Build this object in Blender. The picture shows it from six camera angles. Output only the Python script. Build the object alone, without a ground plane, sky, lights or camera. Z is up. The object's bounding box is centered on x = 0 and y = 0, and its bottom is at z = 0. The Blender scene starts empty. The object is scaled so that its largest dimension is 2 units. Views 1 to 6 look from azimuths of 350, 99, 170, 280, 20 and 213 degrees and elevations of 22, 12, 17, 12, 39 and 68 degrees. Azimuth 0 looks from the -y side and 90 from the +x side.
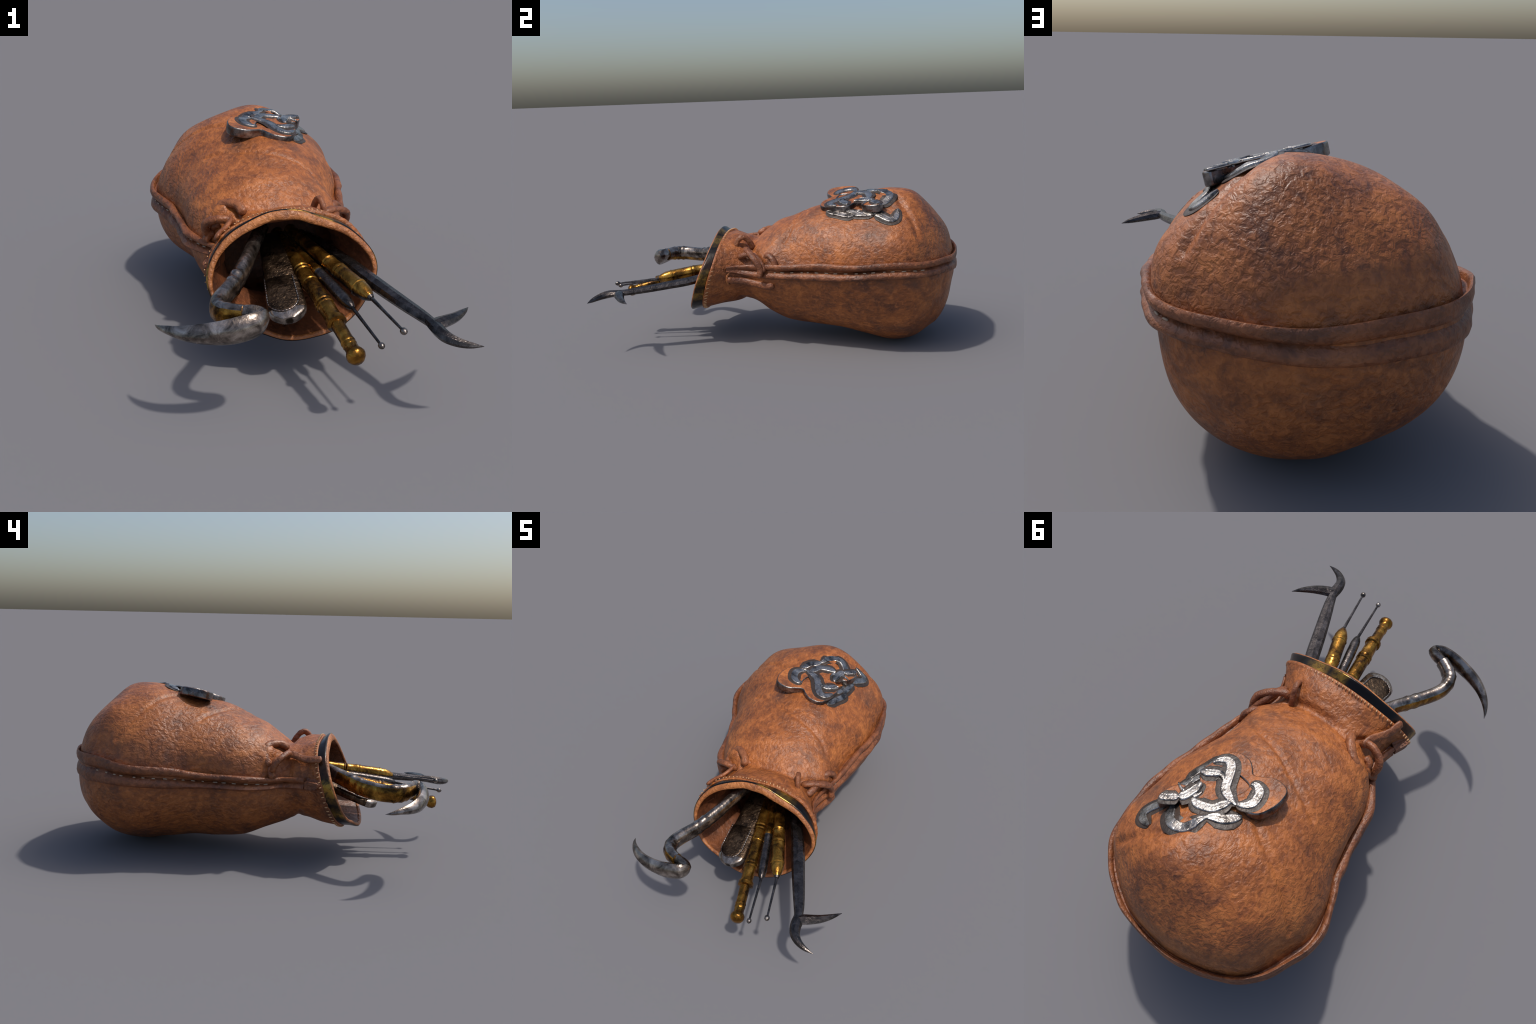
# A leather drawstring pouch lying on its side, with a serpent badge, a stitched
# strap round its waist and seven metal tools sticking out of the mouth.
import bpy, math
import numpy as np
from mathutils import Matrix, Vector

rng = np.random.default_rng(7)

# ------------------------------------------------------------------ helpers
def new_mesh(name, verts, faces, mats=None, mat_index=None, smooth=True, angle=None):
    me = bpy.data.meshes.new(name)
    me.from_pydata([tuple(map(float, v)) for v in verts], [], [tuple(map(int, f)) for f in faces])
    me.update()
    for m in (mats or []):
        me.materials.append(m)
    if mat_index is not None:
        me.polygons.foreach_set("material_index", np.asarray(mat_index, dtype=np.int32))
    me.polygons.foreach_set("use_smooth", np.full(len(me.polygons), smooth))
    if angle is not None:
        me.set_sharp_from_angle(angle=math.radians(angle))
    me.update()
    return me

def add(name, me, parent=None):
    ob = bpy.data.objects.new(name, me)
    bpy.context.scene.collection.objects.link(ob)
    if parent is not None:
        ob.parent = parent
    return ob

def thing(name, at, label, category):
    ob = bpy.data.objects.new(name, None)
    ob.empty_display_size = 0.05
    bpy.context.scene.collection.objects.link(ob)
    ob["label"], ob["category"] = label, category
    return ob

def smooth_path(pts, n, closed=False):
    """Catmull-Rom through control points (any number of columns), evenly re-spaced."""
    p = np.asarray(pts, float)
    if closed:
        q = np.vstack([p[-1], p, p[0], p[1]])
    else:
        q = np.vstack([2 * p[0] - p[1], p, 2 * p[-1] - p[-2]])
    out, seg = [], len(q) - 3
    for i in range(seg):
        a, b, c, d = q[i:i + 4]
        for t in np.linspace(0, 1, 24, endpoint=False):
            out.append(.5 * (2 * b + (c - a) * t + (2 * a - 5 * b + 4 * c - d) * t * t + (3 * b - a - 3 * c + d) * t ** 3))
    out.append(q[-2])
    out = np.array(out)
    s = np.r_[0, np.cumsum(np.linalg.norm(np.diff(out[:, :3], axis=0), axis=1))]
    t = np.linspace(0, s[-1], n)
    return np.stack([np.interp(t, s, out[:, k]) for k in range(out.shape[1])], 1)

def frames(path, up=(0, 0, 1)):
    t = np.gradient(path, axis=0)
    t /= np.linalg.norm(t, axis=1)[:, None]
    up = np.broadcast_to(np.asarray(up, float), path.shape)
    side = np.cross(t, up)
    side /= np.maximum(np.linalg.norm(side, axis=1), 1e-6)[:, None]
    return t, side, np.cross(side, t)

def grid_faces(rows, cols, wrap=True, cap0=False, cap1=False):
    f = []
    m = cols if wrap else cols - 1
    for i in range(rows - 1):
        for j in range(m):
            a, b = i * cols + j, i * cols + (j + 1) % cols
            f.append((a, b, b + cols, a + cols))
    if cap0:
        f.append(tuple(range(cols - 1, -1, -1)))
    if cap1:
        f.append(tuple(range((rows - 1) * cols, rows * cols)))
    return f

def tube(name, path, half_w, half_h, mats, up=(0, 0, 1), seg=12, squash=2.0, parent=None,
         index=None, angle=40, lumps=0.0):
    """Loft a super-ellipse along a path. half_w lies across, half_h along `up`."""
    path = np.asarray(path, float)
    n = len(path)
    w = np.broadcast_to(np.asarray(half_w, float), (n,)).copy()
    h = np.broadcast_to(np.asarray(half_h, float), (n,)).copy()
    t, side, upv = frames(path, up)
    a = np.arange(seg) * 2 * np.pi / seg
    ca, sa = np.cos(a), np.sin(a)
    e = 2 / squash
    cx, sx = np.sign(ca) * np.abs(ca) ** e, np.sign(sa) * np.abs(sa) ** e
    v = path[:, None] + side[:, None] * (cx[None, :, None] * w[:, None, None]) + upv[:, None] * (sx[None, :, None] * h[:, None, None])
    if lumps:
        v += rng.normal(0, lumps, v.shape)
    faces = grid_faces(n, seg, True, True, True)
    mi = None
    if index is not None:
        mi = [index(i / (n - 1), 2 * np.pi * (j + .5) / seg) for i in range(n - 1) for j in range(seg)]
        mi += [mi[0], mi[-1]]
    me = new_mesh(name, v.reshape(-1, 3), faces, mats, mi, True, angle)
    return add(name, me, parent)

def turned(name, a, b, profile, mats, seg=14, parent=None, index=None, angle=35, up=(0, 0, 1)):
    """Lathe a (distance 0..1, radius) profile on the axis a -> b."""
    a, b = np.asarray(a, float), np.asarray(b, float)
    prof = np.asarray(profile, float)
    path = a + (b - a) * prof[:, :1]
    t = (b - a) / np.linalg.norm(b - a)
    side = np.cross(t, up); side /= np.linalg.norm(side)
    upv = np.cross(side, t)
    ang = np.arange(seg) * 2 * np.pi / seg
    ring = np.cos(ang)[:, None] * side + np.sin(ang)[:, None] * upv
    v = path[:, None] + ring[None] * prof[:, 1][:, None, None]
    faces = grid_faces(len(prof), seg, True, True, True)
    mi = None
    if index is not None:
        mi = [index(.5 * (prof[i, 0] + prof[i + 1, 0]), ang[j]) for i in range(len(prof) - 1) for j in range(seg)]
        mi += [mi[0], mi[-1]]
    return add(name, new_mesh(name, v.reshape(-1, 3), faces, mats, mi, True, angle), parent)

# ---------------------------------------------------------------- materials
class Nodes:
    def __init__(self, name):
        self.m = bpy.data.materials.new(name)
        self.m.use_nodes = True
        self.t = self.m.node_tree
        self.b = self.t.nodes["Principled BSDF"]
        self.co = self.t.nodes.new("ShaderNodeTexCoord").outputs["Object"]
    def n(self, kind, **kw):
        node = self.t.nodes.new("ShaderNode" + kind)
        for k, v in kw.items():
            if k in node.inputs:
                self.put(node.inputs[k], v)
            else:
                setattr(node, k, v)
        return node
    def put(self, sock, v):
        if isinstance(v, bpy.types.NodeSocket):
            self.t.links.new(v, sock)
        else:
            sock.default_value = v
    def mapping(self, scale=(1, 1, 1), rot=(0, 0, 0)):
        m = self.n("Mapping", Vector=self.co)
        m.inputs["Scale"].default_value, m.inputs["Rotation"].default_value = scale, rot
        return m.outputs["Vector"]
    def noise(self, scale, detail=3, rough=.55, distort=0., vec=None):
        return self.n("TexNoise", Vector=vec or self.co, Scale=scale, Detail=detail, Roughness=rough, Distortion=distort).outputs["Fac"]
    def ramp(self, fac, stops, interp="LINEAR"):
        r = self.n("ValToRGB")
        self.t.links.new(fac, r.inputs["Fac"])
        cr = r.color_ramp
        cr.interpolation = interp
        while len(cr.elements) < len(stops):
            cr.elements.new(.5)
        for e, (p, c) in zip(cr.elements, stops):
            e.position = p
            e.color = (c, c, c, 1) if isinstance(c, (int, float)) else (*c, 1)
        return r.outputs["Color"]
    def mix(self, fac, a, b, mode="MIX"):
        m = self.n("Mix", data_type="RGBA", blend_type=mode)
        self.put(m.inputs[0], fac)
        self.put(m.inputs[6], (*a, 1) if isinstance(a, tuple) else a)
        self.put(m.inputs[7], (*b, 1) if isinstance(b, tuple) else b)
        return m.outputs[2]
    def math(self, op, a, b=0.):
        m = self.n("Math", operation=op)
        self.put(m.inputs[0], a); self.put(m.inputs[1], b)
        return m.outputs[0]
    def bump(self, height, strength, dist, normal=None):
        b = self.n("Bump", Height=height, Strength=strength, Distance=dist)
        if normal is not None:
            self.put(b.inputs["Normal"], normal)
        return b.outputs["Normal"]
    def done(self, color, rough, normal=None, metallic=None, **kw):
        self.put(self.b.inputs["Base Color"], (*color, 1) if isinstance(color, tuple) else color)
        self.put(self.b.inputs["Roughness"], rough)
        if normal is not None:
            self.put(self.b.inputs["Normal"], normal)
        if metallic is not None:
            self.put(self.b.inputs["Metallic"], metallic)
        for k, v in kw.items():
            self.put(self.b.inputs[k], v)
        return self.m

def leather(name, light, mid, dark, stain, grain=1.0, worn=.3):
    k = Nodes(name)
    big = k.noise(3.4, 4, .6, .4)
    med = k.noise(12., 6, .7, .5)
    tone = k.ramp(k.math("ADD", k.math("MULTIPLY", big, .45), k.math("MULTIPLY", med, .55)),
                  [(.37, dark), (.50, mid), (.62, light)])
    # streaky hide fibre
    fibre = k.noise(40., 5, .7, 1.2, k.mapping((1.0, .4, 1.0), (0, 0, .5)))
    tone = k.mix(k.math("MULTIPLY", k.ramp(fibre, [(.48, 0.), (.68, 1.)]), .45), tone, light)
    tone = k.mix(k.math("MULTIPLY", k.ramp(fibre, [(.30, 1.), (.45, 0.)]), .28), tone, dark)
    # smoky blotches
    blot = k.ramp(k.math("ADD", k.noise(4.2, 3, .5, .2), k.math("MULTIPLY", k.math("SUBTRACT", fibre, .5), .25)), [(.57, 0.), (.72, 1.)])
    tone = k.mix(k.math("MULTIPLY", blot, .66), tone, stain)
    # worm-like wrinkles and pores
    wr = k.noise(50., 2, .5, .5, k.mapping((1.0, .8, 1.0), (.3, .2, .6)))
    ridge = k.ramp(wr, [(.36, 0.), (.50, .55), (.62, 1.)], "EASE")
    vo = k.n("TexVoronoi", Vector=k.co, Scale=58., feature="SMOOTH_F1").outputs["Distance"]
    height = k.math("ADD", ridge, k.math("MULTIPLY", vo, .45))
    tone = k.mix(k.math("MULTIPLY", k.ramp(wr, [(.34, 1.), (.47, 0.)]), .38), tone, dark)
    tone = k.mix(k.math("MULTIPLY", k.ramp(wr, [(.56, 0.), (.70, 1.)]), worn), tone, tuple(min(1, c * 1.25 + .02) for c in light))
    nrm = k.bump(height, .34 * grain, .008)
    nrm = k.bump(k.noise(130., 3, .6), .35 * grain, .004, nrm)
    rough = k.ramp(k.noise(16., 3), [(.3, .40), (.7, .56)])
    return k.done(tone, rough, nrm)

def metal(name, light, mid, dark, rough=(.22, .45), pits=.25, scale=1., patina=None, spots=18.):
    k = Nodes(name)
    a = k.noise(14. * scale, 5, .65, .5)
    tone = k.ramp(a, [(.37, dark), (.50, mid), (.68, light)])
    if patina:
        p = k.ramp(k.noise(spots, 4, .7, .8), [(.52, 0.), (.64, 1.)])
        tone = k.mix(k.math("MULTIPLY", p, .7), tone, patina)
    h = k.noise(60. * scale, 3, .6, .6)
    nrm = k.bump(h, pits, .004)
    r = k.ramp(k.noise(30. * scale, 3), [(.3, rough[0]), (.7, rough[1])])
    return k.done(tone, r, nrm, .92)

M_LEATHER = leather("tan_leather", (.47, .152, .036), (.295, .088, .021), (.120, .038, .015), (.070, .038, .028))
M_STRAP = leather("strap_leather", (.34, .118, .042), (.215, .070, .026), (.085, .029, .014), (.050, .027, .020), .9, .25)
M_LIP = leather("lip_leather", (.50, .185, .054), (.34, .115, .032), (.17, .055, .019), (.11, .046, .024), 1.1, .35)
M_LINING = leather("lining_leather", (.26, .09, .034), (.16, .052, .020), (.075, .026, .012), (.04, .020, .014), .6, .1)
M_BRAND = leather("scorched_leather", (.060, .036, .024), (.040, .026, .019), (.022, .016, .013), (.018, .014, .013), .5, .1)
M_STEEL = metal("worn_steel", (.46, .395, .345), (.195, .160, .136), (.058, .048, .041), (.16, .32), .28, 1.3)
M_DARK = metal("dark_steel", (.150, .130, .120), (.080, .068, .063), (.040, .035, .033), (.18, .32), .35, 2.0)
M_BRASS = metal("old_brass", (.58, .300, .056), (.245, .110, .017), (.042, .020, .007), (.16, .34), .45)
M_BRONZE = metal("brown_bronze", (.150, .098, .060), (.066, .041, .025), (.026, .017, .012), (.24, .44), .8, 1.6)
M_SILVER = metal("badge_silver", (.60, .55, .50), (.34, .310, .285), (.085, .076, .070), (.16, .36), .55, 1.5)
M_EDGE = metal("badge_edge_metal", (.42, .385, .36), (.19, .172, .165), (.055, .050, .049), (.22, .42), .4, 1., (.13, .055, .028))
k = Nodes("waxed_thread"); M_THREAD = k.done((.40, .29, .20), .5, k.bump(k.noise(220., 2), .3, .002))

k = Nodes("hem_thread"); M_HEM = k.done((.58, .32, .15), .45, k.bump(k.noise(220., 2), .3, .002))

def trim_material():
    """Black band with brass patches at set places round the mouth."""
    k = Nodes("black_and_brass_trim")
    sep = k.n("SeparateXYZ", Vector=k.co)
    ang = k.n("Math", operation="ARCTAN2")
    k.put(ang.inputs[0], k.math("SUBTRACT", sep.outputs[2], .40))
    k.put(ang.inputs[1], k.math("ADD", sep.outputs[0], .01))
    frac = k.math("ADD", k.math("DIVIDE", ang.outputs[0], 2 * math.pi), .5)          # 0..1, .5 = +x
    frac = k.math("ADD", frac, k.math("MULTIPLY", k.math("SUBTRACT", k.noise(26., 3), .5), .02))
    gold, black, brown = (.34, .19, .034), (.016, .014, .014), (.070, .036, .022)
    stops = [(0.0, gold), (.035, black), (.065, gold), (.085, black), (.42, black), (.45, gold), (.475, black),
             (.505, gold), (.53, brown), (.56, black), (.60, black), (.645, gold), (.68, black), (.725, gold), (.75, black),
             (.90, black), (.93, brown), (.965, brown), (.985, gold)]
    tone = k.ramp(frac, stops)
    worn = k.ramp(k.noise(34., 4, .7, .6), [(.46, 0.), (.60, 1.)])
    tone = k.mix(k.math("MULTIPLY", worn, .75), tone, black)
    return k.done(tone, .26, k.bump(k.noise(40., 3), .25, .005), .75)
M_TRIM = trim_material()

# --------------------------------------------------- pouch: the bag's surface
# Cross-sections from the mouth (-y) to the bottom (+y): station u along the bag and
# the radius of the skin at 14 equal angles (0 = +x, a quarter turn = up).
STATION = np.array([-.43, -.37, -.29, -.22, -.17, -.11, -.03, .08, .22, .36, .50, .63, .75, .84, .905, .95, .975])
SECTION = np.array([
    [0.342, 0.289, 0.240, 0.234, 0.239, 0.253, 0.295, 0.330, 0.307, 0.253, 0.241, 0.241, 0.269, 0.306],
    [0.328, 0.297, 0.248, 0.222, 0.219, 0.248, 0.294, 0.326, 0.304, 0.262, 0.233, 0.232, 0.255, 0.300],
    [0.291, 0.276, 0.247, 0.219, 0.208, 0.227, 0.262, 0.288, 0.273, 0.246, 0.219, 0.209, 0.228, 0.265],
    [0.270, 0.258, 0.230, 0.205, 0.195, 0.214, 0.246, 0.265, 0.251, 0.218, 0.196, 0.194, 0.211, 0.244],
    [0.265, 0.249, 0.212, 0.192, 0.191, 0.209, 0.233, 0.248, 0.236, 0.211, 0.187, 0.176, 0.191, 0.232],
    [0.285, 0.274, 0.249, 0.235, 0.234, 0.243, 0.249, 0.248, 0.251, 0.240, 0.211, 0.196, 0.207, 0.252],
    [0.315, 0.314, 0.294, 0.284, 0.284, 0.288, 0.299, 0.295, 0.299, 0.283, 0.246, 0.252, 0.261, 0.284],
    [0.340, 0.329, 0.328, 0.315, 0.308, 0.326, 0.343, 0.336, 0.336, 0.332, 0.317, 0.314, 0.311, 0.316],
    [0.365, 0.374, 0.376, 0.366, 0.346, 0.361, 0.374, 0.341, 0.338, 0.340, 0.344, 0.341, 0.339, 0.346],
    [0.400, 0.415, 0.408, 0.394, 0.388, 0.393, 0.390, 0.371, 0.363, 0.353, 0.343, 0.348, 0.364, 0.381],
    [0.429, 0.438, 0.427, 0.422, 0.422, 0.426, 0.436, 0.431, 0.416, 0.390, 0.373, 0.387, 0.404, 0.414],
    [0.430, 0.466, 0.439, 0.447, 0.435, 0.425, 0.439, 0.450, 0.448, 0.405, 0.395, 0.417, 0.430, 0.427],
    [0.427, 0.452, 0.433, 0.440, 0.407, 0.417, 0.395, 0.404, 0.401, 0.376, 0.370, 0.394, 0.418, 0.421],
    [0.377, 0.385, 0.380, 0.367, 0.354, 0.365, 0.350, 0.344, 0.337, 0.315, 0.310, 0.344, 0.352, 0.358],
    [0.299, 0.310, 0.309, 0.288, 0.287, 0.298, 0.283, 0.272, 0.260, 0.254, 0.263, 0.292, 0.287, 0.283],
    [0.212, 0.225, 0.221, 0.210, 0.210, 0.198, 0.187, 0.186, 0.189, 0.193, 0.193, 0.193, 0.184, 0.185],
    [0.092, 0.112, 0.118, 0.114, 0.105, 0.093, 0.086, 0.087, 0.091, 0.092, 0.085, 0.073, 0.064, 0.067],
])
U_END = .988
NA = SECTION.shape[1]
AXIS_U = np.array([-.5, -.1, .5, 1.])

def axis_xz(u):
    return np.interp(u, AXIS_U, [-.01, -.02, -.01, -.05]), np.interp(u, AXIS_U, [.40, .39, .41, .40])

def lean(u):
    return np.interp(u, [-.43, -.17, .1, 1.], [.37, .17, 0, 0])

def radius(u, th):
    u, th = np.broadcast_arrays(np.asarray(u, float), np.asarray(th, float))
    t = (th / (2 * np.pi) * NA) % NA
    j = np.floor(t).astype(int); g = t - j
    w = [-.5 * g + g * g - .5 * g ** 3, 1 - 2.5 * g * g + 1.5 * g ** 3, .5 * g + 2 * g * g - 1.5 * g ** 3, -.5 * g * g + .5 * g ** 3]
    uu = np.clip(u, STATION[0], STATION[-1])
    k = np.clip(np.searchsorted(STATION, uu, side="right") - 1, 0, len(STATION) - 2)
    def row(kk):
        kk = np.clip(kk, 0, len(STATION) - 1)
        return sum(w[a] * SECTION[kk, (j + a - 1) % NA] for a in range(4))
    def slope(kk):
        a, b = np.clip(kk - 1, 0, None), np.clip(kk + 1, None, len(STATION) - 1)
        return (row(b) - row(a)) / (STATION[b] - STATION[a])
    h = STATION[k + 1] - STATION[k]; f = (uu - STATION[k]) / h
    r = ((2 * f ** 3 - 3 * f ** 2 + 1) * row(k) + (f ** 3 - 2 * f ** 2 + f) * h * slope(k)
         + (-2 * f ** 3 + 3 * f ** 2) * row(k + 1) + (f ** 3 - f ** 2) * h * slope(k + 1))
    over = np.clip((u - STATION[-1]) / (U_END - STATION[-1]), 0, 1)
    return r * np.sqrt(np.clip(1 - over, 0, 1))

def skin(u, th, off=0.):
    u, th = np.broadcast_arrays(np.asarray(u, float), np.asarray(th, float))
    cx, cz = axis_xz(u)
    r = radius(u, th) + off
    x, z = cx + r * np.cos(th), cz + r * np.sin(th)
    y = u + lean(u) * (z - .4) + np.interp(u, [-.43, -.2], [1, 0]) * (.025 * np.cos(th) ** 2 - .012 * np.cos(th))
    return np.stack([x, y, z], -1)

def skin_normal(u, th):
    e = 1e-3
    du = skin(u + e, th) - skin(u - e, th)
    dt = skin(u, th + e) - skin(u, th - e)
    n = np.cross(dt, du)
    n /= np.maximum(np.linalg.norm(n, axis=-1, keepdims=True), 1e-9)
    p, (cx, cz) = skin(u, th), axis_xz(u)
    out = np.stack([p[..., 0] - cx, 0 * cx, p[..., 2] - cz], -1)
    return n * np.where((n * out).sum(-1, keepdims=True) < 0, -1, 1)

def on_skin(points, lift):
    """Points of a path given as (u, degrees) placed on the leather, `lift` above it."""
    p = np.asarray(points, float)
    u, th = p[:, 0], np.radians(p[:, 1])
    return skin(u, th) + skin_normal(u, th) * lift, skin_normal(u, th)

def skin_path(points, n, lift, follow=False):
    p = smooth_path(np.c_[np.array(points, float), np.zeros(len(points))] * (1, .007, 1), n)
    u, th = p[:, 0], np.radians(p[:, 1] / .007)
    q, nrm = skin(u, th), skin_normal(u, th)
    if follow:
        q = relief(q, nrm)
    return q + nrm * lift, nrm

def near(pts, line):
    """Distance from every point to a polyline."""
    best = np.full(len(pts), 9.)
    for a, b in zip(line[:-1], line[1:]):
        ab = b - a
        t = np.clip(((pts - a) @ ab) / (ab @ ab), 0, 1)
        best = np.minimum(best, np.linalg.norm(pts - a - t[:, None] * ab, axis=1))
    return best

CREASES = [   # (path in (u, degrees), depth, half width)
    ([(.051, 38), (.08, 47), (.101, 58), (.133, 75), (.16, 86), (.194, 96), (.25, 113), (.292, 126)], .006, .011),
    ([(.42, 98), (.466, 103), (.50, 110), (.548, 121), (.60, 133), (.64, 141), (.68, 150)], .007, .013),
    ([(.60, 77), (.661, 66), (.70, 55), (.744, 43), (.77, 33)], .009, .016),
    ([(-.165, 40), (-.18, 60), (-.175, 85), (-.165, 105), (-.15, 120)], .008, .018),
    ([(-.12, 30), (-.16, 36), (-.22, 42)], .008, .012),
    ([(-.10, 132), (-.135, 130), (-.175, 134), (-.20, 140)], .012, .012),
    ([(-.20, 215), (-.17, 250), (-.18, 290), (-.20, 330)], .006, .014),
]
LUMPS = [(-.075, 141, .017, .045), (-.05, 152, .008, .03), (-.055, 22, .011, .035), (-.085, 29, .007, .026), (-.33, 118, .006, .05), (-.31, 70, .005, .05)]

DENTS = []            # soft dents in the hide: wave vector and phase
for _ in range(26):
    k_ = rng.normal(0, 1, 3)
    DENTS.append((k_ * rng.uniform(9, 22) / np.linalg.norm(k_), rng.uniform(0, 6.28)))

def relief(pts, nrm):
    d = np.zeros(len(pts))
    for path, depth, width in CREASES:
        line, _ = skin_path(path, 40, 0.)
        x = near(pts, line) / width
        d += -depth * np.exp(-x ** 2) + .14 * depth * np.exp(-((x - 2.0) / .9) ** 2)
    for u, deg, amp, wide in LUMPS:
        c = skin(np.array(u), np.radians(deg))
        d += amp * np.exp(-((pts - c) ** 2).sum(1) / wide ** 2)
    for k, ph in DENTS:
        d += .0011 * np.sin(pts @ k + ph)
    return pts + nrm * d[:, None]

pouch = thing("leather_pouch", (0, 0, 0), "bulging tan leather pouch with strap, silver serpent badge and open mouth", "pouch")

SEAM_U, LIP_U = -.378, -.430
def build_bag():
    n_th = 300
    th = np.arange(n_th) * 2 * np.pi / n_th
    us = np.concatenate([np.linspace(SEAM_U, .90, 330), .90 + (U_END - .90) * np.sin(np.linspace(0, np.pi / 2, 60))[1:-1]])
    uu, tt = np.meshgrid(us, th, indexing="ij")
    v = skin(uu, tt).reshape(-1, 3)
    nrm = skin_normal(uu, tt).reshape(-1, 3)
    v = relief(v, nrm)
    # the seam edge swells into a rolled hem over the trim band
    hem = np.exp(-((uu.ravel() - SEAM_U - .010) / .010) ** 2)
    ripple = 1 + .25 * np.sin(tt.ravel() * 70)
    v += nrm * (.0035 * hem * ripple)[:, None]
    rows = len(us)
    # close the bottom and turn the hem under
    tip = skin(np.array(U_END), np.array(0.))
    faces = grid_faces(rows, n_th)
    verts = np.vstack([v, tip[None]])
    last = (rows - 1) * n_th
    faces += [(last + j, last + (j + 1) % n_th, len(v)) for j in range(n_th)]
    under = v[:n_th] - nrm[:n_th] * .014 - np.array([0, .001, 0])
    base = len(verts)
    verts = np.vstack([verts, under])
    faces += [(base + j, base + (j + 1) % n_th, (j + 1) % n_th, j) for j in range(n_th)]
    # ease the end cap
    cap = np.where(uu.ravel() > .885)[0]
    g = verts[:rows * n_th].reshape(rows, n_th, 3)
    r0 = cap[0] // n_th
    for _ in range(40):
        inner = g[r0:rows - 1]
        avg = (g[r0 - 1:rows - 2] + g[r0 + 1:rows] + np.roll(inner, 1, 1) + np.roll(inner, -1, 1)) / 4
        g[r0:rows - 1] = inner + .5 * (avg - inner)
        g[rows - 1] = g[rows - 2].mean(0) + (g[rows - 2] - g[rows - 2].mean(0)) * .35 + np.array([0, .0004, 0])
    verts[:rows * n_th] = g.reshape(-1, 3)
    verts[len(v)] = g[rows - 1].mean(0)
    return add("bag", new_mesh("bag", verts, faces, [M_LEATHER]), pouch)
bag = build_bag()

def ring_part(name, stations, mats, n_th=180, closed=True, cap=False):
    """Surface of revolution-like part: rows of (u, radial offset) following the mouth."""
    th = np.arange(n_th) * 2 * np.pi / n_th
    rows = [skin(np.full(n_th, u), th, o(th) if callable(o) else o) for u, o in stations]
    v = np.vstack(rows)
    f = grid_faces(len(rows), n_th)
    if cap:
        f.append(tuple(range((len(rows) - 1) * n_th, len(rows) * n_th)))
    return add(name, new_mesh(name, v, f, mats), pouch)

ring_part("trim_band", [(SEAM_U + .012, -.012), (SEAM_U + .004, -.004), (SEAM_U - .010, -.003), (-.405, -.001), (-.424, .003), (-.432, .002), (-.432, -.010)], [M_TRIM])
def lip_row(a):
    # a rounded lip, broad where it hangs over the mouth and thin underneath
    def offset(th):
        half = .0085 + .0085 * np.clip(np.sin(th) * 1.2 + .15, 0, 1) + .0012 * np.sin(th * 9) * np.sin(th * 4 + 1)
        return -.0015 - half + half * math.sin(a)
    return (-.432 + .009 * math.cos(a), offset)
ring_part("lip", [lip_row(a) for a in np.linspace(-.3, 2 * np.pi - .3, 17)], [M_LIP])
def inset(extra):
    return lambda th: -.006 - 2 * (.0085 + .0085 * np.clip(np.sin(th) * 1.2 + .15, 0, 1)) - extra + .004
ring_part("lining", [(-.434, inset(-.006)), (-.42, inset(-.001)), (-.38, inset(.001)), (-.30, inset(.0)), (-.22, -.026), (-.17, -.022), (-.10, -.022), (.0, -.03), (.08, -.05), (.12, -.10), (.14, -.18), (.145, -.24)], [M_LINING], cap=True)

# hem stitches: one small thread every couple of degrees
def hem_stitches():
    vs, fs, n = [], [], 84
    for i in range(n):
        a = 2 * math.pi * (i + rng.uniform(-.15, .15)) / n
        p, nn = on_skin([(SEAM_U + .004, math.degrees(a)), (SEAM_U + .020, math.degrees(a) + .8)], .0062)
        q = smooth_path(np.hstack([p, nn]), 6)
        _, side, up = frames(q[:, :3], nn[0])
        ring = np.arange(6) * np.pi / 3
        rad = .0032 * np.array([.3, .9, 1, 1, .9, .3])
        v = q[:, None, :3] + side[:, None] * (np.cos(ring)[None, :, None] * rad[:, None, None]) + up[:, None] * (np.sin(ring)[None, :, None] * rad[:, None, None])
        b = sum(len(x) for x in vs)
        vs.append(v.reshape(-1, 3))
        fs += [tuple(k + b for k in f) for f in grid_faces(6, 6, True, True, True)]
    ob = add("hem_stitching", new_mesh("hem_stitching", np.vstack(vs), fs, [M_HEM]), pouch)
    ob["kind"] = "stuff"
hem_stitches()

# --------------------------------------------------------------- waist strap
def plan_radius(ang, z):
    """How far the bag reaches from (−.01, .45) at height z in the plan direction ang."""
    s = np.linspace(.05, 1.0, 900)
    P = np.stack([-.01 + s * math.cos(ang), .45 + s * math.sin(ang), np.full_like(s, z)], 1)
    u = P[:, 1].copy()
    for _ in range(8):
        u = P[:, 1] - lean(u) * (z - .4) - .025 * np.interp(u, [-.43, -.2], [1, 0]) * np.cos(np.arctan2(z - .4, P[:, 0] + .01)) ** 2
    cx, cz = axis_xz(u)
    rho, th = np.hypot(P[:, 0] - cx, z - cz), np.arctan2(z - cz, P[:, 0] - cx)
    ok = (rho > radius(u, th)) | (u > U_END - .008)
    return s[np.argmax(ok)]

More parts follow.
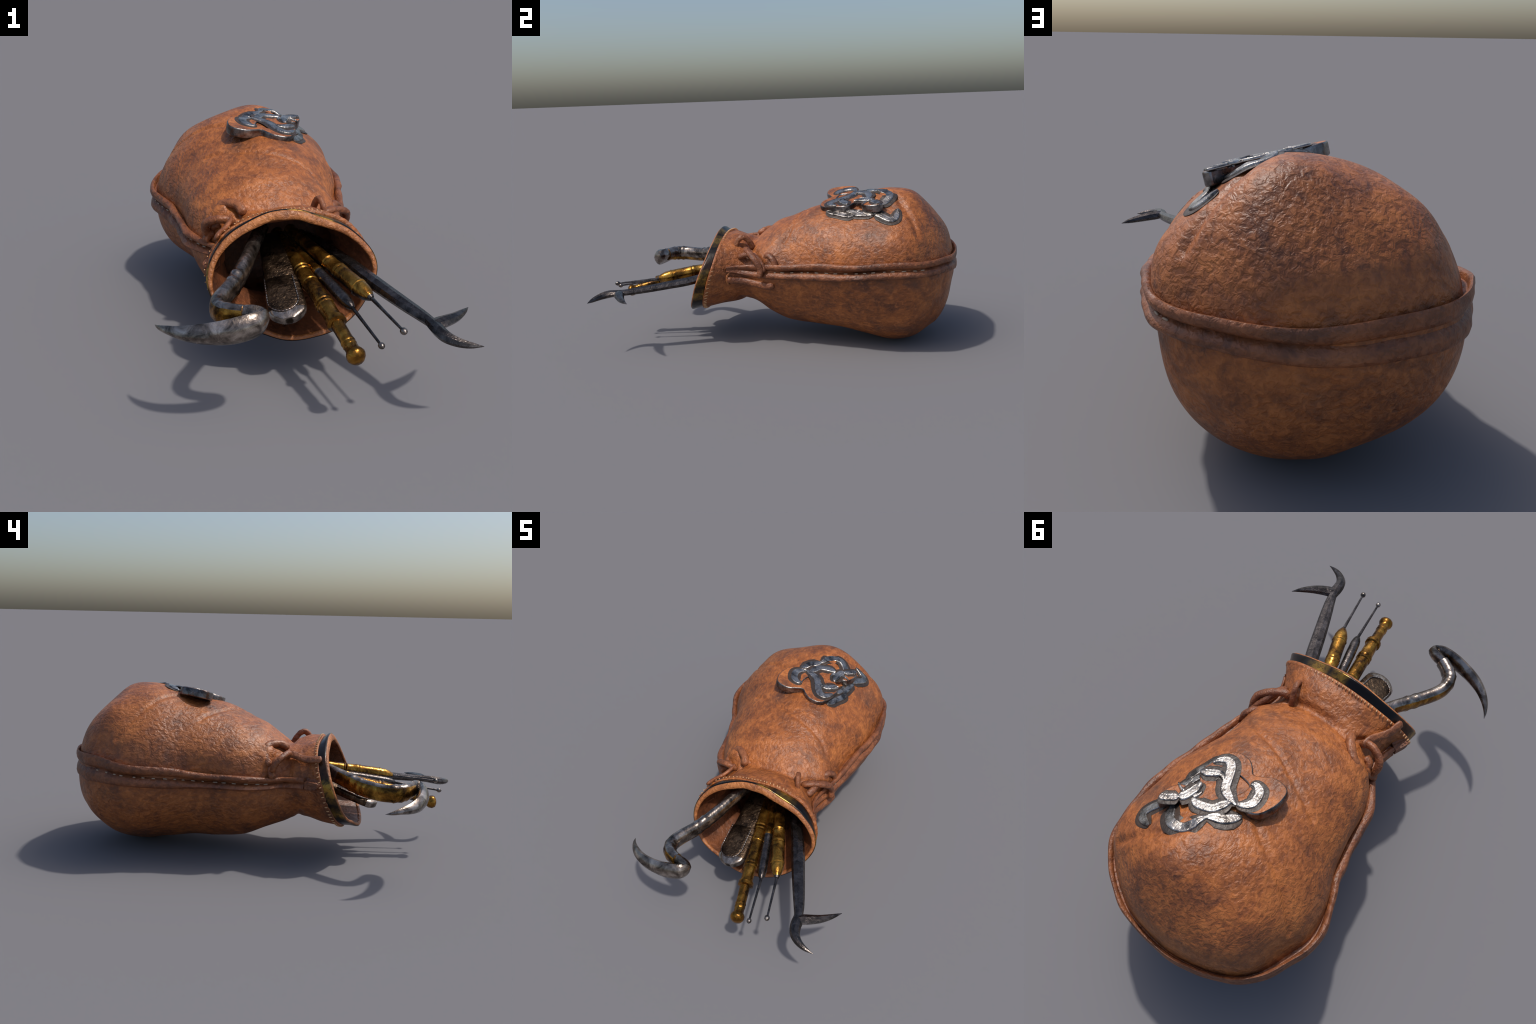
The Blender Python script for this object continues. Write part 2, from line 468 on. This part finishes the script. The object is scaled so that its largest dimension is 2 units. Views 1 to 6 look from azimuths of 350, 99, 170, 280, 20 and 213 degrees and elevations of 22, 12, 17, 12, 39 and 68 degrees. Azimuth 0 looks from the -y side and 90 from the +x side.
def build_strap():
    # plan direction in degrees seen from the bag's middle; from the left front end
    # over the bottom to the right front end: (direction, top z, foot z, stand-off)
    knots = np.array([(-118, .447, .385, .026), (-125, .452, .385, .033), (-140, .462, .384, .037),
                      (-165, .480, .388, .034), (-190, .500, .394, .026), (-215, .530, .400, .018), (-240, .535, .405, .016), (-262, .520, .408, .016),
                      (-280, .510, .414, .017), (-300, .515, .430, .018), (-325, .524, .440, .022), (-350, .515, .426, .029), (-375, .508, .416, .033),
                      (-400, .500, .406, .030), (-415, .485, .402, .024), (-425, .470, .404, .018)])
    ang = np.linspace(-119, -416, 640)
    zt, zb, so = (np.interp(ang, knots[:, 0][::-1], knots[:, i][::-1]) for i in (1, 2, 3))
    ker = np.hanning(41); ker /= ker.sum()
    sm = lambda a: np.convolve(np.pad(a, 20, "edge"), ker, "valid")
    zt, zb, so = sm(zt), sm(zb), sm(so)
    r = np.array([plan_radius(math.radians(a), z) for a, z in zip(ang, .5 * (zt + zb))])
    x, y = -.01 + r * np.cos(np.radians(ang)), .45 + r * np.sin(np.radians(ang))
    mid = np.stack([sm(x), sm(y), .5 * (zt + zb), zt, zb, so], 1)[::6]
    def front(rows, sign):
        # the ends that run along the neck to the hem: (u, top z, foot z, stand-off)
        out = []
        for u, a, b, o in rows:
            th = np.linspace(-.5, .8, 400) if sign > 0 else np.linspace(math.pi - .8, math.pi + .5, 400)
            P = skin(np.full(400, u), th)
            out.append([*P[np.argmin(np.abs(P[:, 2] - .5 * (a + b)))][:2], .5 * (a + b), a, b, o])
        return np.array(out)
    left = front([(-.366, .447, .408, .015), (-.33, .451, .396, .017), (-.27, .451, .390, .020), (-.20, .450, .388, .022), (-.13, .447, .386, .024)], -1)
    right = front([(-.13, .470, .406, .017), (-.20, .468, .414, .015), (-.26, .467, .424, .012), (-.312, .464, .434, .010)], 1)
    q = smooth_path(np.vstack([left, mid, right]), 460)
    p, zt, zb, so = q[:, :3], q[:, 3], q[:, 4], q[:, 5]
    t = np.gradient(p, axis=0); t /= np.linalg.norm(t, axis=1)[:, None]
    out = np.stack([t[:, 1], -t[:, 0], 0 * t[:, 0]], 1)
    out *= np.sign((out * (p - np.array([-.01, .35, 0]))).sum(1))[:, None]
    out[:, 2] = 0; out /= np.linalg.norm(out, axis=1)[:, None]
    s = np.r_[0, np.cumsum(np.linalg.norm(np.diff(p, axis=0), axis=1))]
    # gentle wobble of a hand-laced strap
    so = so * (1 + .07 * np.sin(s * 21) + .05 * np.sin(s * 47 + 1))
    zt = zt + .003 * np.sin(s * 17 + .5); zb = zb + .003 * np.sin(s * 14)
    # profile: (height -1..1, stand-off 0..1) — two rolled edges and a stitched groove
    prof = np.array([(.50, -1.2), (.58, .02), (.84, .16), (.99, .40), (1.03, .78), (.90, 1.06), (.66, 1.16), (.40, 1.02), (.20, .66), (.10, .22), (.02, -.02), (-.06, .22),
                     (-.18, .74), (-.40, 1.12), (-.66, 1.24), (-.88, 1.06), (-1.0, .66), (-.98, .2), (-.85, -.2), (-.80, -1.2)])
    zm, hz = .5 * (zt + zb), .5 * (zt - zb)
    fuse = np.clip((np.minimum(s, s[-1] - s) - .02) / .22, 0, 1)[:, None]
    lift = prof[None, :, 1] * fuse + np.where(np.abs(prof[:, 0]) < .5, .95, prof[:, 1])[None] * (1 - fuse)
    end = np.clip(np.minimum(s, s[-1] - s) / .024, 0, 1); end = .25 + .75 * np.sqrt(1 - (1 - end) ** 2)
    v = (p[:, None] * np.array([1, 1, 0]) + np.array([0, 0, 1]) * (zm[:, None] + hz[:, None] * end[:, None] * prof[None, :, 0])[:, :, None]
         + out[:, None] * (lift * so[:, None] * (.3 + .7 * end[:, None]))[:, :, None])
    n, c = len(p), len(prof)
    f = grid_faces(n, c, True, True, True)
    strap = add("strap", new_mesh("strap", v.reshape(-1, 3), f, [M_STRAP], None, True, 50), pouch)
    # thread dashes in the groove
    me = None
    pitch, i = .050, 0
    for d in np.arange(.30, s[-1] - .28, pitch):
        j = int(np.searchsorted(s, d + rng.uniform(-.009, .009)))
        j = min(max(j, 2), n - 3)
        if p[j, 1] > .80:
            continue            # the thread is buried in the groove round the bottom
        c0 = np.array([p[j, 0], p[j, 1], zm[j] - .10 * hz[j]]) + out[j] * (so[j] * .42)
        if me is None:
            prof_t = [(-.5, .3), (-.42, .8), (-.2, 1), (.2, 1), (.42, .8), (.5, .3)]
            a = np.arange(8) * np.pi / 4
            vv = np.array([(x * .020, 0.0040 * r_ * math.cos(b), .0040 * r_ * math.sin(b)) for x, r_ in prof_t for b in a])
            me = new_mesh("stitch", vv, grid_faces(6, 8, True, True, True), [M_THREAD])
        ob = add("stitch", me, strap)
        xx = Vector(t[j]) ; zz = Vector((0, 0, 1)); yy = zz.cross(xx).normalized(); zz = xx.cross(yy)
        tilt = rng.uniform(-.15, .15)
        m = Matrix((xx, yy, zz)).transposed().to_4x4()
        m = Matrix.Translation(Vector(c0)) @ m @ Matrix.Rotation(tilt, 4, "Y") @ Matrix.Scale(rng.uniform(.65, 1.25), 4, (1, 0, 0))
        ob.matrix_local = m
        i += 1
    return strap
strap = build_strap()

# -------------------------------------------------------- laces at the neck
def lace(name, pts, w, h=None, up=(0, 0, 1), n=30, mats=None, squash=2.6):
    p = smooth_path(pts, n)
    k = np.linspace(0, 1, n)
    e = np.sqrt(np.clip(1 - np.clip(1 - np.minimum(k, 1 - k) / .05, 0, 1) ** 2, .08, 1))
    return tube(name, p, w * e, (h or w) * e, mats or [M_STRAP], up, 10, squash, pouch, None, 60, .0006)

# right side: standing loop, second loop that crosses the strap, rope below it
lace("lace_loop", [(.172, -.230, .545), (.172, -.221, .582), (.168, -.200, .607), (.162, -.176, .606), (.155, -.150, .578), (.148, -.132, .538)], .0155, .012, (1, 0, .3))
lace("lace_loop", [(.175, -.165, .535), (.205, -.165, .548), (.255, -.140, .540), (.300, -.108, .519), (.312, -.085, .490), (.312, -.070, .455), (.318, -.078, .41)], .0175, .0145, (.6, 0, .8))
lace("lace_loop", [(.215, -.205, .505), (.235, -.178, .520), (.248, -.140, .528), (.272, -.095, .510), (.296, -.062, .475), (.312, -.055, .44)], .0175, .0145, (.6, 0, .8))
lace("lace_loop", [(.262, -.045, .480), (.266, -.045, .515), (.278, -.025, .527), (.300, .0, .508), (.308, .012, .475)], .0175, .0145, (.6, 0, .8))
pr, _ = on_skin([(-.262, 2.5), (-.245, -1.5), (-.17, -2.8), (-.09, -4.2), (-.03, -5.5), (.006, -4.5)], .006)
lace("lace_rope", pr, .020, .018, (1, 0, 0))
pr, _ = on_skin([(-.262, 9), (-.272, 2), (-.262, -5), (-.248, -8)], .004)
lace("eyelet_ring", pr, .007, .007, (1, 0, 0), mats=[M_LIP])
# left side
lace("lace_loop", [(-.192, -.150, .530), (-.212, -.160, .552), (-.255, -.152, .557), (-.294, -.128, .541), (-.304, -.106, .513), (-.292, -.090, .482), (-.262, -.088, .470)], .0175, .0145, (0, 1, .4))
lace("lace_strap", [(-.205, -.140, .552), (-.215, -.185, .549), (-.238, -.225, .540), (-.262, -.262, .538), (-.276, -.300, .544), (-.284, -.330, .546)], .019, .010, (-.8, 0, .6))
lace("lace_rope", [(-.145, -.150, .568), (-.158, -.110, .592), (-.198, -.062, .593), (-.237, -.042, .572), (-.269, -.052, .530), (-.276, -.078, .498)], .020, .018, (-.6, 0, .8))
lace("lace_knot", [(-.235, -.115, .528), (-.262, -.105, .520), (-.268, -.080, .500), (-.285, -.080, .470), (-.312, -.095, .445)], .0185, .016, (-.8, 0, .6))

# ------------------------------------------------------------- serpent badge
PLANE = np.array([.7697, -.2161, .1618])        # z = a + b x + c y of the badge's top face
BN = np.array([-PLANE[1], -PLANE[2], 1.]); BN /= np.linalg.norm(BN)
def on_badge(xy, lift=0.):
    xy = np.asarray(xy, float)
    z = PLANE[0] + PLANE[1] * xy[:, 0] + PLANE[2] * xy[:, 1]
    return np.c_[xy, z] + BN * lift

OUTLINE = [(.276, .566), (.259, .587), (.244, .573), (.214, .550), (.190, .535), (.156, .532), (.125, .536), (.093, .526), (.055, .503), (.023, .447), (-.010, .440), (-.045, .446), (-.083, .428), (-.108, .385),
           (-.119, .345), (-.117, .300), (-.092, .278), (-.044, .271), (-.005, .288), (.032, .300), (.051, .280), (.075, .257), (.110, .247), (.145, .250),
           (.172, .275), (.203, .350), (.212, .395), (.194, .424), (.178, .447), (.199, .468), (.237, .478), (.262, .508), (.274, .540)]
HOLE = [(.018, .350), (.020, .378), (.034, .405), (.058, .428), (.090, .428), (.116, .413), (.135, .385), (.134, .360), (.118, .343), (.092, .333), (.056, .336)]

badge = add("serpent_badge", None, pouch)

def slab(name, outline, hole, top, bottom, bevel, mats, parent):
    """Bevelled plate with an optional opening, cut from a flat curve and laid on the badge plane."""
    cu = bpy.data.curves.new(name, "CURVE")
    cu.dimensions, cu.fill_mode = "2D", "BOTH"
    for loop in ([outline] + ([hole] if hole else [])):
        pts = smooth_path(np.c_[np.array(loop), np.zeros(len(loop))], 6 * len(loop), True)[:-1]
        sp = cu.splines.new("POLY")
        sp.points.add(len(pts) - 1)
        for q, c in zip(sp.points, pts):
            q.co = (c[0], c[1], 0, 1)
        sp.use_cyclic_u = True
    cu.extrude = .5 * (top - bottom) - bevel
    cu.bevel_depth, cu.bevel_resolution = bevel, 3
    cu.offset = -bevel
    tmp = bpy.data.objects.new("tmp", cu)
    bpy.context.scene.collection.objects.link(tmp)
    me = bpy.data.meshes.new_from_object(tmp)
    bpy.data.objects.remove(tmp)
    me.name = name
    co = np.empty(len(me.vertices) * 3); me.vertices.foreach_get("co", co); co = co.reshape(-1, 3)
    lift = co[:, 2] + .5 * (top + bottom)
    co = on_badge(co[:, :2]) + BN * lift[:, None]
    me.vertices.foreach_set("co", co.ravel())
    me.materials.clear()
    for m in mats:
        me.materials.append(m)
    me.update()
    idx = [0 if (np.array(p.normal) @ BN) > .93 or len(mats) == 1 else 1 for p in me.polygons]
    me.polygons.foreach_set("material_index", np.array(idx, np.int32))
    me.polygons.foreach_set("use_smooth", np.ones(len(me.polygons), bool))
    me.set_sharp_from_angle(angle=math.radians(40))
    me.update()
    return add(name, me, parent)

slab("badge_plate", OUTLINE, HOLE, 0., -.044, .007, [M_LEATHER, M_EDGE], badge)
slab("badge_inlay", [((x - .077) * .99 + .077, (y - .38) * .99 + .38) for x, y in HOLE], None, -.007, -.040, .001, [M_LEATHER], badge)

def ribbon(name, path, normals, width, height, mats, parent, seg=9):
    """Serpent body: low domed band with a rolled edge, laid on a surface."""
    n = len(path)
    t = np.gradient(path, axis=0); t /= np.linalg.norm(t, axis=1)[:, None]
    side = np.cross(t, normals); side /= np.linalg.norm(side, axis=1)[:, None]
    w = np.broadcast_to(np.asarray(width, float), (n,))
    prof = np.array([(-1, -.9), (-1, .25), (-.92, .78), (-.74, .95), (-.52, .74), (-.2, .92), (.15, 1.0), (.50, .86), (.72, .98), (.92, .74), (1, .22), (1, -.9)])
    s = np.r_[0, np.cumsum(np.linalg.norm(np.diff(path, axis=0), axis=1))]
    scale = 1 + .018 * np.cos(s * 2 * np.pi / .012)          # belly-scale ripple
    v = (path[:, None] + side[:, None] * (prof[None, :, 0] * w[:, None])[:, :, None]
         + normals[:, None] * (prof[None, :, 1] * .68 * height * np.where(np.abs(prof[:, 0]) < .6, scale[:, None], 1.) * np.minimum(1, .45 + w / w.max())[:, None])[:, :, None])
    f = grid_faces(n, len(prof), True, True, True)
    return add(name, new_mesh(name, v.reshape(-1, 3), f, mats, None, True, 50), parent)

def taper(n, a, b, base, end=.22):
    k = np.linspace(0, 1, n)
    return base * (end + (1 - end) * np.minimum(1, np.minimum(k / max(a, 1e-3), (1 - k) / max(b, 1e-3))) ** .6)

def badge_ribbon(name, pts, half, height=.010, a=.08, b=.08, lift=0., scorch=True):
    p = smooth_path(np.c_[np.array(pts), np.zeros(len(pts))], 60)
    q = on_badge(p[:, :2], lift)
    nn = np.broadcast_to(BN, q.shape)
    ribbon(name, q, nn, taper(60, a, b, half), height, [M_SILVER], badge)
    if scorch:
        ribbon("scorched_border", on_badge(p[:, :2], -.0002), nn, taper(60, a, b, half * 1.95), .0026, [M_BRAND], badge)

def skin_ribbon(name, pts, half, height=.010, a=.08, b=.08):
    q, nn = skin_path(pts, 70, 0., True)
    ribbon(name, q + nn * .003, nn, taper(70, a, b, half), height, [M_SILVER], badge)
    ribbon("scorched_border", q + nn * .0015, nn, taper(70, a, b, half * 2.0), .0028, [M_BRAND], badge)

# on the plate
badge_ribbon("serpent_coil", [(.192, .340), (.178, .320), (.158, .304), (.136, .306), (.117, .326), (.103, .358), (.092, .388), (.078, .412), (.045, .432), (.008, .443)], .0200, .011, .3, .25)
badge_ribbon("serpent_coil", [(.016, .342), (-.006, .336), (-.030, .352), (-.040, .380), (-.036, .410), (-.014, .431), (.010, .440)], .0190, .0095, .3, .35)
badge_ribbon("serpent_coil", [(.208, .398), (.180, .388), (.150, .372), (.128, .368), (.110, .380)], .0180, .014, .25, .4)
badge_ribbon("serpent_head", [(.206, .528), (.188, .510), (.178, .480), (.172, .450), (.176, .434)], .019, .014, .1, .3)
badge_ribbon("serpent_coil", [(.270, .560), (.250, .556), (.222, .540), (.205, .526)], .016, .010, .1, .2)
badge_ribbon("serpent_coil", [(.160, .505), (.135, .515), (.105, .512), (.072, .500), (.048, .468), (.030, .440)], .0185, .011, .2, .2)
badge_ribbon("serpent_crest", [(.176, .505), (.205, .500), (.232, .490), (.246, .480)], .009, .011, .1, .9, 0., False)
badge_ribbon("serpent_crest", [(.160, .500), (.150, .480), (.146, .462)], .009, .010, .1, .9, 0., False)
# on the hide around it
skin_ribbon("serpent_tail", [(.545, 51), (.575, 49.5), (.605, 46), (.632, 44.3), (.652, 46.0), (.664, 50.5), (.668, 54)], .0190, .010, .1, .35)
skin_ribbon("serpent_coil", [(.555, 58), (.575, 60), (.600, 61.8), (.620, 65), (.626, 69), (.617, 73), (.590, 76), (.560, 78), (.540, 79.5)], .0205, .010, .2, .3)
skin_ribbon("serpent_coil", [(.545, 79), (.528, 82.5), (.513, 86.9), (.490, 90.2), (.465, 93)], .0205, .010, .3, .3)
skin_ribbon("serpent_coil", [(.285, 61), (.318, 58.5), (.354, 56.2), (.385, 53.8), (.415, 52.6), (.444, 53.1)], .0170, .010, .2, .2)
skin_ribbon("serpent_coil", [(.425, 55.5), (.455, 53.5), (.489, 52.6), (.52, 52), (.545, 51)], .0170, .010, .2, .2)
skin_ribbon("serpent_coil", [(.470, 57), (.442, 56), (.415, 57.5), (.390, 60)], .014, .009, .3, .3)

# --------------------------------------------------------------------- tools
def path_r(rows, n):
    """rows of (x, y, z, half width, half height)"""
    q = smooth_path(rows, n)
    return q[:, :3], np.maximum(q[:, 3], .0008), np.maximum(q[:, 4], .0008)

# hooked claw: S-bent shaft of steel and brass with a great curved hook
claw = thing("hooked_claw", (0, 0, 0), "S-bent steel and brass tool ending in a large curved hook", "hook tool")
p, w, h = path_r([(-.060, -.12, .500, .025, .030), (-.104, -.22, .494, .026, .034), (-.148, -.316, .478, .027, .037), (-.200, -.420, .447, .0275, .040),
                  (-.261, -.519, .419, .028, .042), (-.318, -.606, .411, .0285, .043), (-.339, -.661, .411, .029, .043), (-.332, -.712, .413, .029, .042), (-.298, -.746, .417, .029, .040), (-.264, -.766, .419, .028, .038)], 90)
ring = 1 + .09 * sum(np.exp(-((np.linspace(0, 1, 90) - c) / .010) ** 2) for c in (.54, .60, .845, .885, .925))
tube("shaft", p, w * ring, h * ring, [M_STEEL, M_BRASS], (0, 0, 1), 16, 2.2, claw,
     lambda t, a: 1 if (t > .42 and math.cos(a) > .15 and -.88 < math.sin(a) < .70) or (.80 < t < .97 and math.cos(a) > -.3 and math.sin(a) < .65) or (t > .5 and math.cos(a) < -.3 and math.sin(a) < -.2) else 0, 50)
p, w, h = path_r([(-.288, -.756, .423, .018, .030), (-.240, -.773, .423, .026, .037), (-.208, -.788, .420, .024, .035), (-.205, -.800, .415, .022, .038), (-.236, -.817, .405, .030, .047), (-.296, -.820, .395, .031, .049),
                  (-.356, -.811, .388, .030, .045), (-.421, -.791, .384, .028, .037), (-.476, -.761, .381, .023, .027), (-.519, -.721, .378, .016, .017), (-.547, -.681, .372, .008, .009), (-.5595, -.648, .368, .001, .001)], 70)
tube("hook", p, w, h, [M_STEEL], (0, 0, 1), 12, 1.55, claw, None, 32)

# forked hook: dark steel bar that splits into two curved prongs
fork = thing("forked_hook", (0, 0, 0), "dark steel bar splitting into two curved sharp prongs", "hook tool")
p, w, h = path_r([(.10, -.09, .432, .025, .018), (.14, -.18, .430, .026, .019), (.228, -.403, .394, .028, .021), (.262, -.498, .376, .030, .022), (.293, -.594, .364, .029, .021),
                  (.333, -.713, .350, .026, .019), (.360, -.795, .342, .022, .017), (.373, -.845, .338, .018, .016), (.378, -.875, .336, .021, .016)], 50)
tube("shaft", p + np.array([.002, 0, 0]), w * 1.12, h * 1.10, [M_DARK], (0, 0, 1), 8, 2.0, fork, None, 30)
p, w, h = path_r([(.370, -.835, .339, .016, .015), (.377, -.870, .337, .024, .017), (.379, -.905, .334, .023, .019), (.389, -.940, .328, .020, .019), (.416, -.970, .321, .016, .016), (.452, -.989, .315, .010, .011), (.492, -1.0005, .3105, .001, .001)], 40)
tube("long_prong", p, w * 1.12, h * 1.1, [M_DARK], (0, 0, 1), 8, 1.7, fork, None, 25)
p, w, h = path_r([(.372, -.862, .338, .018, .014), (.398, -.852, .337, .026, .018), (.435, -.838, .335, .024, .018), (.480, -.815, .332, .019, .015), (.522, -.784, .330, .011, .010), (.557, -.752, .328, .001, .001)], 36)
tube("short_prong", p, w * 1.12, h * 1.1, [M_DARK], (0, 0, 1), 8, 1.7, fork, None, 25)

# brass rod with collar and knob
rod = thing("brass_rod", (0, 0, 0), "ribbed brass rod with collar and round knob", "rod tool")
A, B = np.array((-.005, -.08, .42)), np.array((.088, -.898, .274))
def along(y): return (y - A[1]) / (B[1] - A[1])
def bend(y):   # the rod droops very slightly
    return np.interp(y, [-.90, -.72, -.55, -.38, -.08], [.275, .327, .362, .394, .455])
rows = []
for y, r in [(-.10, .028), (-.36, .029), (-.375, .030), (-.38, .034), (-.388, .034), (-.393, .030), (-.40, .034), (-.408, .034), (-.413, .030), (-.45, .0305), (-.47, .0305), (-.474, .033), (-.482, .033), (-.486, .0305),
             (-.58, .0305), (-.60, .0305), (-.604, .034), (-.612, .034), (-.616, .031), (-.622, .034), (-.630, .034), (-.634, .0305), (-.70, .0290), (-.712, .029), (-.716, .036), (-.733, .036), (-.737, .0245),
             (-.80, .0235), (-.82, .0235), (-.823, .0255), (-.829, .0255), (-.832, .0235), (-.842, .0255), (-.848, .0235), (-.868, .0235), (-.873, .028), (-.885, .033), (-.897, .032), (-.908, .024), (-.913, .010)]:
    rows.append((A[0] + .002 + (B[0] - A[0]) * along(y), y, bend(y), r * 1.05))
rows = np.array(rows)
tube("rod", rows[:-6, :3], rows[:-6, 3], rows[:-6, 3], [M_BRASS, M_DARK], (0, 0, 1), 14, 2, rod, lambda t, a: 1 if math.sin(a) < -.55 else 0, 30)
tube("knob", rows[-7:, :3], rows[-7:, 3], rows[-7:, 3], [M_BRASS], (0, 0, 1), 12, 2, rod, None, 45)

# two probes: slim handles, thin wire and ball tip
def probe(handle_a, handle_b, tip, profile, mats, index, ball, shaft_r, label):
    ob = thing("ball_probe", (0, 0, 0), label, "probe tool")
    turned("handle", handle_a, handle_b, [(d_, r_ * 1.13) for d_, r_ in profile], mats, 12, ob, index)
    hb, tp = np.array(handle_b, float), np.array(tip, float)
    turned("wire", hb - (tp - hb) * .05, tp, [(0, shaft_r * 1.3), (.4, shaft_r), (1, shaft_r * .8)], [M_DARK], 8, ob)
    d = (tp - hb) / np.linalg.norm(tp - hb)
    turned("ball_tip", tp - d * ball * 1.1, tp + d * ball * 1.15, [(0, ball * .45), (.12, ball * .75), (.3, ball), (.6, ball), (.82, ball * .72), (1, ball * .2)], [M_STEEL], 10, ob)
probe((.010, -.06, .455), (.140, -.697, .3585), (.164, -.929, .325),
      [(.10, .016), (.56, .017), (.565, .020), (.60, .020), (.605, .0185), (.70, .0195), (.82, .0205), (.93, .020), (.965, .0165), (.99, .011), (1, .006)],
      [M_DARK, M_BRASS], lambda t, a: 1 if t < .60 or (math.sin(a) < -.6 and t < .93) else 0, .0115, .0060, "slim dark steel probe with thin wire and ball tip")
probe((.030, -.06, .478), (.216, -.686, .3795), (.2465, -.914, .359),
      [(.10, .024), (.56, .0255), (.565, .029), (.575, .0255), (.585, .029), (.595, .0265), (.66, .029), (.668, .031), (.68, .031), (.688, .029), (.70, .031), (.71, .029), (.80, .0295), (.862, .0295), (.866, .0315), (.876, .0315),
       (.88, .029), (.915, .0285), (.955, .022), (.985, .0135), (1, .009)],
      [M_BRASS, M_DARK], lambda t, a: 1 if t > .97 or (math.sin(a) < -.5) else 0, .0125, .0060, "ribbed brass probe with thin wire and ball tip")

# flat handled tool with a hide grip panel let into its rounded end
flat = thing("flat_scraper", (0, 0, 0), "flat bronze bar with rounded end and stitched grip panel", "scraper tool")
FB, FM = np.array((-.071, -.606, .292)), np.array((-.052, -.392, .366))
FUP = np.array((-.17, -.33, .93))
def flat_loft(name, rows, mats, seg=28, squash=3.2, angle=40):
    """rows of (distance from the tip along the bar, half width, half thickness, lift)"""
    p, wv, hv = [], [], []
    line = np.array([FB, FM, (-.038, -.250, .412), (-.022, -.08, .462)])
    dist = np.r_[0, np.cumsum(np.linalg.norm(np.diff(line, axis=0), axis=1))]
    for d, w_, h_, l_ in rows:
        c = np.array([np.interp(d, dist, line[:, k]) for k in range(3)])
        p.append(c + np.array([-.17, -.33, .93]) * l_ - (np.array([.0095, 0, .002]) if l_ > .01 else 0)); wv.append(w_); hv.append(h_)
    return tube(name, p, wv, hv, mats, FUP, seg, squash, flat, None, angle)
W = .075
end = [(0, 0.18), (.004, .36), (.012, .56), (.022, .73), (.036, .88), (.052, .97), (.066, 1.0)]
flat_loft("bar", [(d, W * k_, .0235 * (.5 + .5 * k_), 0) for d, k_ in end] + [(.15, W * .97, .0240, 0), (.222, W * .92, .0240, 0), (.226, W * .87, .0245, .001), (.34, W * .85, .0245, .001), (.50, W * .82, .024, 0)], [M_BRONZE])
flat_loft("end_cap", [(d - .003, W * k_ * 1.03 + .0015, .0250 * (.55 + .45 * k_), 0) for d, k_ in end[:-2]] + [(.050, W * .985, .0240, 0), (.058, W * .9, .014, 0)], [M_STEEL])
flat_loft("grip_panel", [(d * .9 + .036, (W - .018) * k_, .006, .0215) for d, k_ in end] + [(.15, W - .020, .006, .0215), (.218, W - .023, .006, .0215), (.221, W - .026, .004, .0215)], [M_BRONZE])
# beaded border of the panel
def panel_border():
    line = np.array([FB, FM]); t = (FM - FB); L = np.linalg.norm(t); t /= L
    side = np.cross(t, FUP); side /= np.linalg.norm(side)
    up = np.cross(side, t)
    pts = []
    hw = W - .0165
    for d in np.linspace(.218, .09, 10):
        pts.append((d, hw - .028 * (d - .09)))
    for a in np.linspace(0, np.pi, 15)[1:-1]:
        pts.append((.09 - .057 * math.sin(a), hw * math.cos(a)))
    for d in np.linspace(.09, .218, 10):
        pts.append((d, -hw + .028 * (d - .09)))
    q = np.array([FB + t * d + side * (s_ - .0095) + up * .0255 for d, s_ in pts])
    q = smooth_path(q, 110)
    bead = .0030 * (1 + .35 * np.sin(np.arange(110) * 1.9))
    tube("panel_stitching", q, bead, bead, [M_EDGE], up, 6, 2, flat, None, 60)
panel_border()

# ------------------------------------------- put every thing's origin at its base
for ob in [o for o in bpy.context.scene.objects if o.parent is None and o.type == "EMPTY"]:
    pts = []
    for c in ob.children_recursive:
        if c.type == "MESH" and c.name.split(".")[0] != "stitch":
            v = np.empty(len(c.data.vertices) * 3); c.data.vertices.foreach_get("co", v)
            pts.append(v.reshape(-1, 3))
    lo, hi = np.vstack(pts).min(0), np.vstack(pts).max(0)
    ob.location = (.5 * (lo[0] + hi[0]), .5 * (lo[1] + hi[1]), lo[2])
    inv = Matrix.Translation(-ob.location)
    for c in ob.children:
        c.matrix_parent_inverse = inv
